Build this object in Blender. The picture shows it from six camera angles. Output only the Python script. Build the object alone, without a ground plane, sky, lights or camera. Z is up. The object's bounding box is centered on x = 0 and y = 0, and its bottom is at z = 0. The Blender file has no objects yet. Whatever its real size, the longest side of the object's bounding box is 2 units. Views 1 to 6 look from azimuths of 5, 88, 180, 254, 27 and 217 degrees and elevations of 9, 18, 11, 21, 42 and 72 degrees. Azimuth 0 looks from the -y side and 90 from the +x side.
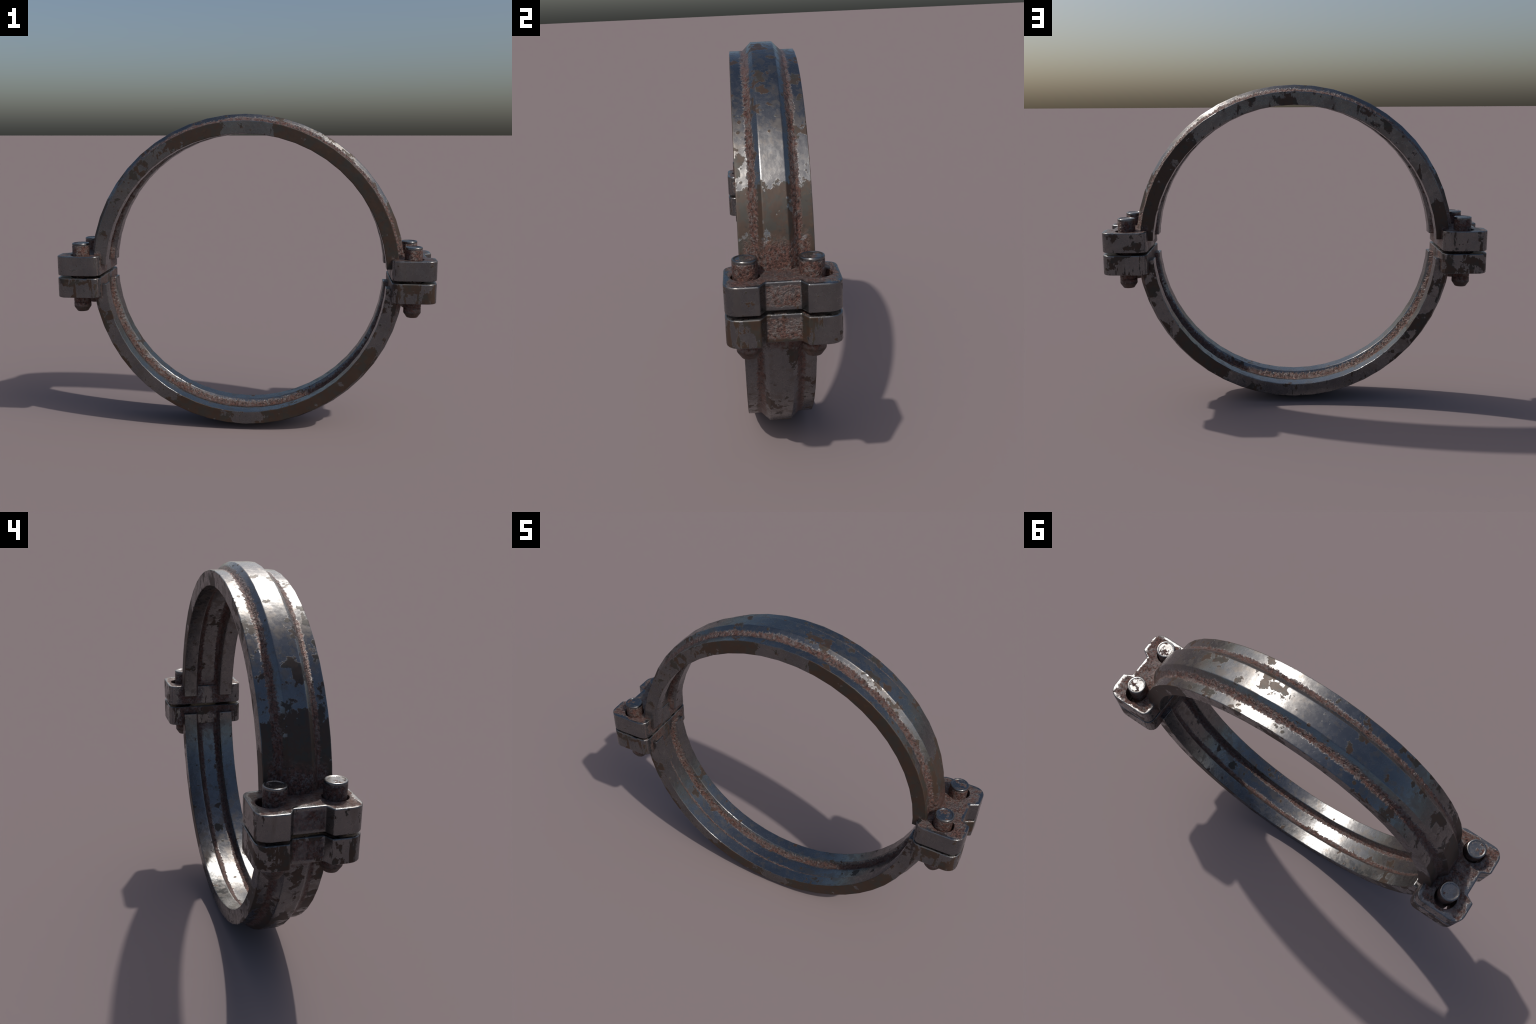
"""Two-part cast pipe clamp: two half rings with a raised, channelled band, four bolted lugs and four pins."""
import bpy, bmesh, math
from mathutils import Vector, Matrix

# ------------------------------------------------------------------ sizes (m)
ZC = 0.8478            # height of the ring's axis
YC = -0.0095           # the band and the pins sit a little off the lugs' middle
R_CROWN, R_FLANGE, R_FLOOR, R_LIP = 0.8478, 0.8134, 0.780, 0.7462
W_BAND, W_FOOT, W_CROWN = 0.136, 0.0795, 0.0447      # half widths outside
W_LIP, W_FLOOR = 0.068, 0.050                        # half widths of the inner channel
END = 0.0505           # each half ring stops this far from the axis plane
STEPS = 26             # facets in half a turn
LUG_IN, LUG_OUT, LUG_HALF_Y, LUG_T = 0.7675, 1.0, 0.2030, 0.1045
LUG_CX = (LUG_IN + LUG_OUT) / 2
NOTCH_X, NOTCH_W_OUT, NOTCH_W_IN = 0.9605, 0.082, 0.060
HOLE_X, HOLE_Y, HOLE_R = 0.885, 0.1265, 0.0505
UPPER_Z, LOWER_Z = 0.8995, 0.7815                    # lug mid heights
PIN_X, PIN_R, PIN_TOP, PIN_BOTTOM = 0.8813, 0.0452, 1.0165, 0.6465
PIN_YS = (-0.1257, 0.1066)


# ------------------------------------------------------------------ node shorthand
class Graph:
    def __init__(self, name):
        self.mat = bpy.data.materials.new(name)
        self.mat.use_nodes = True
        self.nt = self.mat.node_tree
        self.bsdf = next(n for n in self.nt.nodes if n.type == "BSDF_PRINCIPLED")

    def node(self, kind, **props):
        n = self.nt.nodes.new(kind)
        for k, v in props.items():
            setattr(n, k, v)
        return n

    def put(self, socket, value):
        if isinstance(value, bpy.types.NodeSocket):
            self.nt.links.new(value, socket)
        elif isinstance(value, (tuple, list)) and len(value) == 3 and socket.type == "RGBA":
            socket.default_value = (*value, 1)
        else:
            socket.default_value = value

    def m(self, op, a, b=0.0, c=0.0, clamp=False):
        n = self.node("ShaderNodeMath", operation=op, use_clamp=clamp)
        for i, v in enumerate((a, b, c)):
            self.put(n.inputs[i], v)
        return n.outputs[0]

    def add(self, a, b): return self.m("ADD", a, b)
    def sub(self, a, b): return self.m("SUBTRACT", a, b)
    def mul(self, a, b): return self.m("MULTIPLY", a, b)
    def mx(self, a, b): return self.m("MAXIMUM", a, b)
    def mn(self, a, b): return self.m("MINIMUM", a, b)
    def ab(self, a): return self.m("ABSOLUTE", a)
    def inv(self, a): return self.m("SUBTRACT", 1.0, a)

    def step(self, v, lo, hi):
        n = self.node("ShaderNodeMapRange", interpolation_type="SMOOTHSTEP")
        self.put(n.inputs["Value"], v)
        self.put(n.inputs["From Min"], lo); self.put(n.inputs["From Max"], hi)
        return n.outputs[0]

    def window(self, v, lo, hi, soft):
        return self.mul(self.step(v, lo - soft, lo + soft), self.inv(self.step(v, hi - soft, hi + soft)))

    def vec(self, x, y, z):
        n = self.node("ShaderNodeCombineXYZ")
        for i, v in enumerate((x, y, z)):
            self.put(n.inputs[i], v)
        return n.outputs[0]

    def scale(self, v, s, off=(0, 0, 0)):
        n = self.node("ShaderNodeMapping")
        self.put(n.inputs["Vector"], v)
        n.inputs["Scale"].default_value = s
        n.inputs["Location"].default_value = off
        return n.outputs[0]

    def noise(self, v, scale, detail=4, rough=0.55, dist=0.0):
        n = self.node("ShaderNodeTexNoise")
        self.put(n.inputs["Vector"], v)
        for k, x in (("Scale", scale), ("Detail", detail), ("Roughness", rough), ("Distortion", dist)):
            n.inputs[k].default_value = x
        return n.outputs["Fac"]

    def cells(self, v, scale, feature="F1", rnd=1.0):
        n = self.node("ShaderNodeTexVoronoi", feature=feature)
        self.put(n.inputs["Vector"], v)
        n.inputs["Scale"].default_value = scale
        n.inputs["Randomness"].default_value = rnd
        return n.outputs["Distance"]

    def mix(self, f, a, b):
        n = self.node("ShaderNodeMix", data_type="RGBA")
        self.put(n.inputs[0], f); self.put(n.inputs[6], a); self.put(n.inputs[7], b)
        return n.outputs[2]

    def lerp(self, f, a, b):
        n = self.node("ShaderNodeMix", data_type="FLOAT")
        self.put(n.inputs[0], f); self.put(n.inputs[2], a); self.put(n.inputs[3], b)
        return n.outputs[0]

    def bump(self, h, strength, dist, rounding):
        n = self.node("ShaderNodeBump")
        soft = self.node("ShaderNodeBevel", samples=6)      # worn, rounded arrises
        soft.inputs["Radius"].default_value = rounding
        self.nt.links.new(soft.outputs[0], n.inputs["Normal"])
        self.put(n.inputs["Strength"], strength)
        n.inputs["Distance"].default_value = dist
        self.put(n.inputs["Height"], h)
        return n.outputs[0]

    def coords(self):
        tc = self.node("ShaderNodeTexCoord")
        s = self.node("ShaderNodeSeparateXYZ")
        self.nt.links.new(tc.outputs["Object"], s.inputs[0])
        return tc.outputs["Object"], s.outputs[0], s.outputs[1], s.outputs[2]


def finish(g, p, rust, stain, film):
    """Bare steel, under a thin brown film, under stain patches, under coarse rust. p: texture space in metres."""
    soft = g.noise(p, 9, 3, 0.5)
    smear = g.noise(p, 38, 5, 0.65)
    grit = g.noise(p, 98, 5, 0.66, 0.12)
    fleck = g.noise(p, 62, 6, 0.72, 0.1)

    steel = g.mix(g.step(soft, 0.3, 0.7), (0.160, 0.164, 0.170), (0.196, 0.196, 0.197))
    pale = g.mul(g.step(g.noise(p, 55, 5, 0.7), 0.63, 0.70), g.step(soft, 0.5, 0.6))
    steel = g.mix(g.mul(pale, 0.55), steel, (0.30, 0.295, 0.29))
    steel_rough = g.add(0.23, g.add(g.mul(g.step(smear, 0.35, 0.75), 0.10), g.mul(pale, 0.15)))

    film_on = g.mul(film, 0.45)
    steel = g.mix(film_on, steel, (0.110, 0.086, 0.066))
    steel_rough = g.add(steel_rough, g.mul(film_on, 0.16))
    steel_metal = g.sub(0.98, g.mul(film_on, 0.16))

    tone = g.mul(g.step(g.noise(p, 20, 5, 0.68), 0.47, 0.58), 0.9)
    stain_col = g.mix(tone, (0.041, 0.023, 0.014), (0.029, 0.027, 0.022))
    stain_col = g.mix(g.step(fleck, 0.56, 0.66), stain_col, (0.022, 0.016, 0.012))
    stain_col = g.mix(g.mul(g.step(smear, 0.58, 0.7), 0.6), stain_col, (0.062, 0.034, 0.018))

    rust_col = g.mix(g.step(grit, 0.34, 0.62), (0.034, 0.021, 0.019), (0.152, 0.075, 0.060))
    rust_col = g.mix(g.step(fleck, 0.48, 0.62), rust_col, (0.182, 0.156, 0.148))
    rust_col = g.mix(g.mul(g.step(smear, 0.56, 0.7), 0.55), rust_col, (0.185, 0.080, 0.055))

    col = g.mix(rust, g.mix(stain, steel, stain_col), rust_col)
    metal = g.lerp(rust, g.lerp(stain, steel_metal, 0.20), g.add(0.52, g.mul(g.step(fleck, 0.5, 0.66), 0.4)))
    rough = g.lerp(rust, g.lerp(stain, steel_rough, g.add(0.43, g.mul(smear, 0.14))), 0.36)

    coarse = g.mul(g.sub(g.add(g.mul(grit, 0.72), g.mul(fleck, 0.55)), 0.635), rust)
    fine = g.mul(g.add(g.mul(g.sub(soft, 0.5), 0.22), g.mul(g.sub(smear, 0.5), 0.03)), g.inv(rust))
    lift = g.mul(stain, 0.02)
    height = g.add(coarse, g.add(fine, lift))
    g.put(g.bsdf.inputs["Base Color"], col)
    g.put(g.bsdf.inputs["Metallic"], metal)
    g.put(g.bsdf.inputs["Roughness"], rough)
    g.put(g.bsdf.inputs["Normal"], g.bump(height, 0.9, 0.014, 0.0065))
    return g.mat


def spots(g, p, base, cover):
    """Ragged patches; `cover` shifts how much of the surface they take."""
    rag = g.add(g.mul(g.noise(p, 11, 2, 0.5), 0.62), g.mul(g.noise(p, 34, 6, 0.68), 0.38))
    return g.step(g.add(rag, cover), base, base + 0.018)


def ring_material():
    g = Graph("rusty_steel_band")
    obj, x, y, z = g.coords()
    zo = g.sub(z, ZC)
    ang = g.m("DEGREES", g.m("ARCTAN2", zo, x))          # -180..180, seam inside the -x lugs
    rad = g.m("SQRT", g.add(g.mul(x, x), g.mul(zo, zo)))
    yo = g.sub(y, YC)
    yp = g.ab(yo)
    p = g.vec(g.mul(ang, math.pi / 180 * 0.8), y, g.mul(rad, 1.0))
    across = g.vec(g.mul(ang, math.pi / 180 * 0.8 * 1.0), g.mul(y, 0.45), rad)

    jag = g.noise(p, 26, 6, 0.66)
    jag_c = g.sub(jag, 0.5)
    low = g.sub(g.noise(p, 7, 2, 0.5), 0.5)
    fray = g.sub(g.noise(across, 95, 5, 0.72, 0.3), 0.5)
    a = g.add(ang, g.add(g.mul(jag_c, 20.0), g.mul(low, 14.0)))

    a_wide = g.add(ang, g.add(g.mul(jag_c, 38.0), g.mul(low, 24.0)))
    outer = g.step(rad, 0.795, 0.799)
    side = g.step(yp, W_BAND - 0.0035, W_BAND - 0.0015)
    front = g.mul(side, g.step(g.mul(yo, -1.0), -0.01, 0.01))
    back = g.mul(side, g.step(yo, -0.01, 0.01))
    skin = g.inv(side)

    # coarse rust: along both feet of the crown, in the corners of the inner channel, and next to the lugs
    wob = g.add(g.mul(fray, 0.034), g.add(g.mul(low, 0.018), g.mul(jag_c, 0.012)))
    d_out = g.add(g.ab(g.sub(yp, 0.0775)), wob)
    foot = g.mul(outer, g.inv(g.step(d_out, 0.0095, 0.0185)))
    d_in = g.add(g.ab(g.sub(yp, 0.0480)), wob)
    corner = g.mul(g.inv(outer), g.inv(g.step(d_in, 0.0090, 0.0180)))
    corner = g.mul(corner, g.step(rad, 0.7480, 0.7515))
    near = g.add(g.ab(zo), g.add(g.mul(fray, 0.10), g.mul(low, 0.10)))
    end_out = g.mul(g.inv(g.step(near, 0.165, 0.235)), outer)
    end_in = g.mul(g.mul(g.inv(g.step(near, 0.10, 0.17)), g.inv(outer)), g.step(rad, 0.750, 0.754))
    end_side = g.mul(g.mul(g.inv(g.step(near, 0.085, 0.15)), side), g.step(g.add(rad, g.mul(fray, 0.02)), 0.765, 0.780))
    inner_of_band = g.inv(g.step(yp, 0.105, 0.128))
    ends = g.mx(g.mul(g.mul(g.mx(end_out, g.mul(end_in, 0.8)), skin), inner_of_band), end_side)
    thin = g.add(0.86, g.mul(g.step(g.add(jag_c, g.mul(low, 0.8)), -0.10, 0.12), 0.14))
    rust = g.mx(g.mul(g.mul(g.mx(foot, corner), thin), skin), ends)

    # stain: where it covers whole stretches, and scattered patches elsewhere
    s = 0.45
    crown = g.mx(g.mul(outer, g.window(a, -5, 28, s)), g.mul(outer, g.step(a_wide, 151 - 0.8, 151 + 0.8)))
    f = g.mx(g.window(a, -3, 79, s), g.window(a, 97, 119, s))
    f = g.mx(f, g.mx(g.window(a, -119, -95, s), g.window(a, -83, -30, s)))
    b = g.mx(g.window(a, -2, 47, s), g.step(a, 161 - s, 161 + s))
    b = g.mx(b, g.mx(g.window(a, -62, -36, s), g.window(a, 84, 91, s)))
    whole = g.mx(g.mul(crown, skin), g.mx(g.mul(front, f), g.mul(back, b)))

    half_top = g.step(zo, -0.02, 0.02)
    busy = g.mx(g.window(g.ab(ang), 35, 82, 10), g.window(g.ab(ang), 118, 150, 10))
    cover = g.add(g.add(g.mul(busy, 0.045), g.mul(g.mul(outer, half_top), 0.012)), g.mul(g.mul(side, g.inv(g.step(g.ab(zo), 0.2, 0.4))), 0.07))
    cover = g.add(cover, g.mul(g.mul(outer, g.inv(half_top)), 0.03))
    cover = g.add(cover, g.mul(g.mul(outer, g.window(ang, -178, -115, 6)), 0.055))
    cover = g.add(cover, g.mul(g.mul(back, g.mx(g.window(ang, -60, -3, 5), g.window(ang, -178, -140, 5))), 0.05))
    cover = g.sub(cover, g.mul(g.mul(g.inv(outer), skin), 0.022))
    patch = spots(g, p, 0.608, cover)
    dots = g.mul(g.inv(g.step(g.add(g.cells(p, 21), g.mul(jag_c, 0.45)), 0.13, 0.17)), g.step(low, -0.06, 0.06))
    hang = g.vec(g.mul(x, 1.0), g.mul(y, 3.0), g.mul(z, 0.30))      # runs that hang down the two faces
    runs = g.mul(side, g.step(g.add(g.noise(hang, 30, 5, 0.62), g.mul(back, 0.02)), 0.635, 0.66))
    dots = g.mx(dots, runs)
    holes = spots(g, g.scale(p, (1, 1, 1), (3.1, 0.7, 0)), 0.615, g.mul(outer, 0.012))
    stain = g.mx(g.mul(whole, g.inv(g.mul(holes, 0.9))), g.mx(patch, dots))

    film = g.step(g.add(g.noise(p, 19, 6, 0.66), g.mul(busy, 0.06)), 0.53, 0.66)
    return finish(g, p, rust, stain, film)


def lug_material(name, stained, shift):
    g = Graph(name)
    obj, x, y, z = g.coords()
    info = g.node("ShaderNodeObjectInfo")
    off = g.mul(info.outputs["Random"], 7.0)
    p = g.vec(g.add(x, off), g.add(y, shift), z)
    ax, ay, az = x, g.ab(y), g.ab(z)
    hx = (LUG_OUT - LUG_IN) / 2
    d_out = g.sub(g.lerp(g.step(ay, NOTCH_W_IN, NOTCH_W_OUT), NOTCH_X - LUG_CX, hx), x)
    d_edge = g.mn(g.mn(d_out, g.add(x, hx)), g.sub(LUG_HALF_Y, ay))
    fray = g.sub(g.noise(p, 70, 5, 0.65), 0.5)
    blot = g.sub(g.noise(p, 16, 3, 0.55), 0.5)
    flat = g.step(az, LUG_T / 2 - 0.004, LUG_T / 2 - 0.0015)
    worn = g.add(d_edge, g.add(g.mul(fray, 0.03), g.mul(blot, 0.05)))
    top = g.mul(g.mul(flat, g.step(worn, 0.010, 0.022)), g.add(0.62, g.mul(g.step(g.add(blot, fray), -0.12, 0.10), 0.38)))
    in_notch = g.mul(g.inv(g.step(g.add(ay, g.mul(fray, 0.02)), 0.055, 0.064)), g.step(x, 0.06, 0.065))
    in_notch = g.mul(in_notch, g.inv(g.step(g.add(az, g.mul(fray, 0.02)), 0.034, 0.044)))
    bore = g.mul(g.inv(flat), g.mul(g.step(g.sub(LUG_HALF_Y, ay), 0.012, 0.016),
                                    g.mul(g.step(g.sub(hx, x), 0.045, 0.048), g.step(g.add(x, hx), 0.006, 0.010))))
    inner = g.inv(g.step(g.add(x, hx), 0.003, 0.007))
    inner = g.mul(inner, g.inv(g.step(g.add(g.ab(g.sub(ay, 0.10)), g.mul(g.add(fray, blot), 0.12)), 0.035, 0.075)))
    inner = g.mul(inner, g.inv(flat))
    rust = g.mx(g.mx(top, g.mul(in_notch, g.add(0.55, g.mul(g.step(blot, -0.1, 0.12), 0.45)))), g.mx(bore, g.mul(inner, 0.9)))

    # drips run down the outside; one pad of each lower lug and the back of the upper ones are worse
    geo = g.node("ShaderNodeNewGeometry")
    place = g.node("ShaderNodeSeparateXYZ")
    g.put(place.inputs[0], geo.outputs["Position"])
    worse = g.mul(g.step(place.outputs[1], 0.17, 0.20), 0.06) if stained == 0 else g.mul(g.step(g.mul(y, -1.0), 0.07, 0.10), 0.045)
    stained = g.add(stained, worse)
    run = g.scale(p, (1, 1, 0.22))
    drip = g.step(g.add(g.noise(run, 32, 5, 0.62), stained), 0.635, 0.66)
    blotch = g.step(g.add(g.noise(p, 12, 5, 0.62), stained), 0.62, 0.635)
    pit = g.inv(g.step(g.add(g.cells(p, 30), g.mul(fray, 0.3)), 0.10, 0.14))
    stain = g.mul(g.mx(g.mx(drip, blotch), g.mul(pit, g.step(blot, 0.0, 0.08))), g.inv(g.mul(flat, 0.6)))
    film = g.mul(g.step(g.noise(run, 15, 4, 0.6), 0.52, 0.68), 0.7)
    return finish(g, p, rust, stain, film)


def pin_material():
    g = Graph("rusty_pin_steel")
    obj, x, y, z = g.coords()
    info = g.node("ShaderNodeObjectInfo")
    p = g.vec(g.add(x, g.mul(info.outputs["Random"], 5.0)), y, z)
    rad = g.m("SQRT", g.add(g.mul(x, x), g.mul(y, y)))
    fray = g.sub(g.noise(p, 75, 5, 0.65), 0.5)
    blot = g.sub(g.noise(p, 24, 4, 0.6), 0.5)
    shank = g.inv(g.step(g.add(z, g.mul(fray, 0.022)), PIN_TOP - 0.017, PIN_TOP - 0.009))
    face = g.mul(g.step(z, PIN_TOP - 0.006, PIN_TOP - 0.004), g.inv(g.step(rad, 0.033, 0.036)))
    face = g.mul(face, g.step(g.add(blot, g.mul(fray, 0.5)), 0.03, 0.10))
    rust = g.mx(shank, face)
    tip = g.inv(g.step(g.add(z, g.mul(fray, 0.03)), 0.672, 0.69))
    rust = g.mul(rust, g.inv(g.mul(tip, 0.75)))
    film = g.step(g.noise(p, 30, 4, 0.6), 0.5, 0.7)
    return finish(g, p, rust, tip, film)


# ------------------------------------------------------------------ geometry
def to_object(bm, name, mats=(), bevel=0.0, segments=2, limit=20, sharp=35):
    bmesh.ops.recalc_face_normals(bm, faces=bm.faces)
    me = bpy.data.meshes.new(name)
    bm.to_mesh(me)
    bm.free()
    for m in mats:
        me.materials.append(m)
    ob = bpy.data.objects.new(name, me)
    bpy.context.scene.collection.objects.link(ob)
    if bevel:
        mod = ob.modifiers.new("rounded_edges", "BEVEL")
        mod.width, mod.segments = bevel, segments
        mod.limit_method, mod.angle_limit = "ANGLE", math.radians(limit)
        mod.harden_normals = False
        dg = bpy.context.evaluated_depsgraph_get()
        done = bpy.data.meshes.new_from_object(ob.evaluated_get(dg))
        ob.modifiers.clear()
        ob.data = done
        bpy.data.meshes.remove(me)
        done.name = name
    me = ob.data
    me.shade_smooth()
    me.set_sharp_from_angle(angle=math.radians(sharp))
    # weight vertex normals to the large faces, so that flats stay flat and only the rounding bends
    mod = ob.modifiers.new("flat_faces", "WEIGHTED_NORMAL")
    mod.keep_sharp, mod.weight = True, 90
    dg = bpy.context.evaluated_depsgraph_get()
    done = bpy.data.meshes.new_from_object(ob.evaluated_get(dg), preserve_all_data_layers=True, depsgraph=dg)
    ob.modifiers.clear()
    old, ob.data = ob.data, done
    bpy.data.meshes.remove(old)
    done.name = name
    return ob


def band_profile():
    """Channel section (y offset, radius), symmetric about the band's middle."""
    right = [(W_CROWN, R_CROWN), (W_FOOT, R_FLANGE), (W_BAND, R_FLANGE), (W_BAND, R_LIP), (W_LIP, R_LIP), (W_FLOOR, R_FLOOR)]
    return right + [(-w, r) for w, r in reversed(right)]


def half_ring(name, up, mat):
    bm = bmesh.new()
    prof = band_profile()
    rows = []
    turn = math.pi / STEPS
    for i in range(STEPS + 1):
        row = []
        for w, r in prof:
            if i in (0, STEPS):
                # the cut end lies flat, parallel to the axis plane, on the facet between 0 and one step
                t = END / (r * math.sin(turn))
                xx = r * (1 - t) + r * math.cos(turn) * t
                co = (xx if i == 0 else -xx, YC + w, ZC + up * END)
            else:
                co = (r * math.cos(i * turn), YC + w, ZC + up * r * math.sin(i * turn))
            row.append(bm.verts.new(co))
        rows.append(row)
    n = len(prof)
    for a, b in zip(rows, rows[1:]):
        for k in range(n):
            bm.faces.new((a[k], a[(k + 1) % n], b[(k + 1) % n], b[k]))
    bm.faces.new(rows[0])
    bm.faces.new(rows[-1])
    return to_object(bm, name, (mat,), bevel=0.0018, segments=2, limit=22, sharp=50)


def arc(cx, cy, r, a0, a1, n):
    return [(cx + r * math.cos(math.radians(a0 + (a1 - a0) * i / n)), cy + r * math.sin(math.radians(a0 + (a1 - a0) * i / n))) for i in range(n + 1)]


def lug_mesh():
    """Rounded plate with an outer notch and two bores; local x points outward, origin at the plate's middle."""
    hx, hy = (LUG_OUT - LUG_IN) / 2, LUG_HALF_Y
    ro, ri = 0.052, 0.040
    half = [(NOTCH_X - LUG_CX, NOTCH_W_IN), (hx, NOTCH_W_OUT)]
    half += arc(hx - ro, hy - ro, ro, 0, 90, 5) + arc(-hx + ri, hy - ri, ri, 90, 180, 5)
    outline = half + [(x, -y) for x, y in reversed(half)]
    bm = bmesh.new()
    loops = [outline]
    for s in (1, -1):
        loops.append([(HOLE_X - LUG_CX + HOLE_R * math.cos(2 * math.pi * i / 28), s * HOLE_Y + HOLE_R * math.sin(2 * math.pi * i / 28)) for i in range(28)])
    edges = []
    for lp in loops:
        vs = [bm.verts.new((x, y, -LUG_T / 2)) for x, y in lp]
        edges += [bm.edges.new((vs[i], vs[(i + 1) % len(vs)])) for i in range(len(vs))]
    bmesh.ops.triangle_fill(bm, use_beauty=True, use_dissolve=False, edges=edges)
    ext = bmesh.ops.extrude_face_region(bm, geom=list(bm.faces), use_keep_orig=True)
    bmesh.ops.translate(bm, vec=(0, 0, LUG_T), verts=[v for v in ext["geom"] if isinstance(v, bmesh.types.BMVert)])
    bmesh.ops.dissolve_limit(bm, angle_limit=math.radians(1), verts=bm.verts, edges=bm.edges)
    return bm


def pin_mesh():
    """Turned pin: blunt tip, a groove near the tip, a groove under the head rim and a shallow dish in the top."""
    b, t, r = PIN_BOTTOM, PIN_TOP, PIN_R
    prof = [(0, b), (0.029, b), (r - 0.001, b + 0.0225), (r, b + 0.0255), (r, 0.6945), (r - 0.0022, 0.6960), (r - 0.0022, 0.6990),
            (r, 0.7005), (r, t - 0.0155), (r - 0.0014, t - 0.0142), (r - 0.0014, t - 0.0118), (r, t - 0.0105), (r, t - 0.0045),
            (r - 0.0013, t - 0.0013), (r - 0.0045, t), (0.0375, t), (0.0355, t - 0.0022), (0, t - 0.0022)]
    bm = bmesh.new()
    n = 36
    rings = []
    for rr, zz in prof:
        if rr == 0:
            rings.append([bm.verts.new((0, 0, zz))])
        else:
            rings.append([bm.verts.new((rr * math.cos(2 * math.pi * i / n), rr * math.sin(2 * math.pi * i / n), zz)) for i in range(n)])
    for a, c in zip(rings, rings[1:]):
        for i in range(n):
            j = (i + 1) % n
            if len(a) == 1:
                bm.faces.new((a[0], c[j], c[i]))
            elif len(c) == 1:
                bm.faces.new((a[i], a[j], c[0]))
            else:
                bm.faces.new((a[i], a[j], c[j], c[i]))
    return bm


def copy_of(ob, name):
    c = ob.copy()
    c.name = name
    bpy.context.scene.collection.objects.link(c)
    return c


def build():
    thing = bpy.data.objects.new("pipe_clamp", None)
    bpy.context.scene.collection.objects.link(thing)
    thing["label"] = "large round rusty steel pipe clamp with bolted lugs"
    thing["category"] = "pipe clamp"

    band = ring_material()
    upper_steel = lug_material("upper_lug_steel", 0.0, 0.37)
    lower_steel = lug_material("lower_lug_steel", 0.07, 2.11)
    pin_steel = pin_material()

    halves = {1: half_ring("half_ring", 1, band), -1: half_ring("half_ring.001", -1, band)}
    for h in halves.values():
        h.parent = thing

    lug = to_object(lug_mesh(), "lug", (upper_steel,), bevel=0.0045, segments=3, limit=40, sharp=60)
    first = True
    for up, zz, mat in ((1, UPPER_Z, upper_steel), (-1, LOWER_Z, lower_steel)):
        for sx in (1, -1):
            ob = lug if first else copy_of(lug, "lug")
            first = False
            ob.location = (sx * LUG_CX, 0, zz)
            ob.rotation_euler = (0, 0, 0 if sx > 0 else math.pi)
            ob.material_slots[0].link = "OBJECT"
            ob.material_slots[0].material = mat
            ob.parent = halves[up]

    pin = to_object(pin_mesh(), "pin", (pin_steel,), sharp=40)
    first = True
    for k, (sx, yy) in enumerate((s, y) for s in (1, -1) for y in PIN_YS):
        ob = pin if first else copy_of(pin, "pin")
        first = False
        ob.location = (sx * PIN_X, yy, 0)
        ob.rotation_euler = (0, 0, 1.3 * k)
        ob.parent = thing


build()
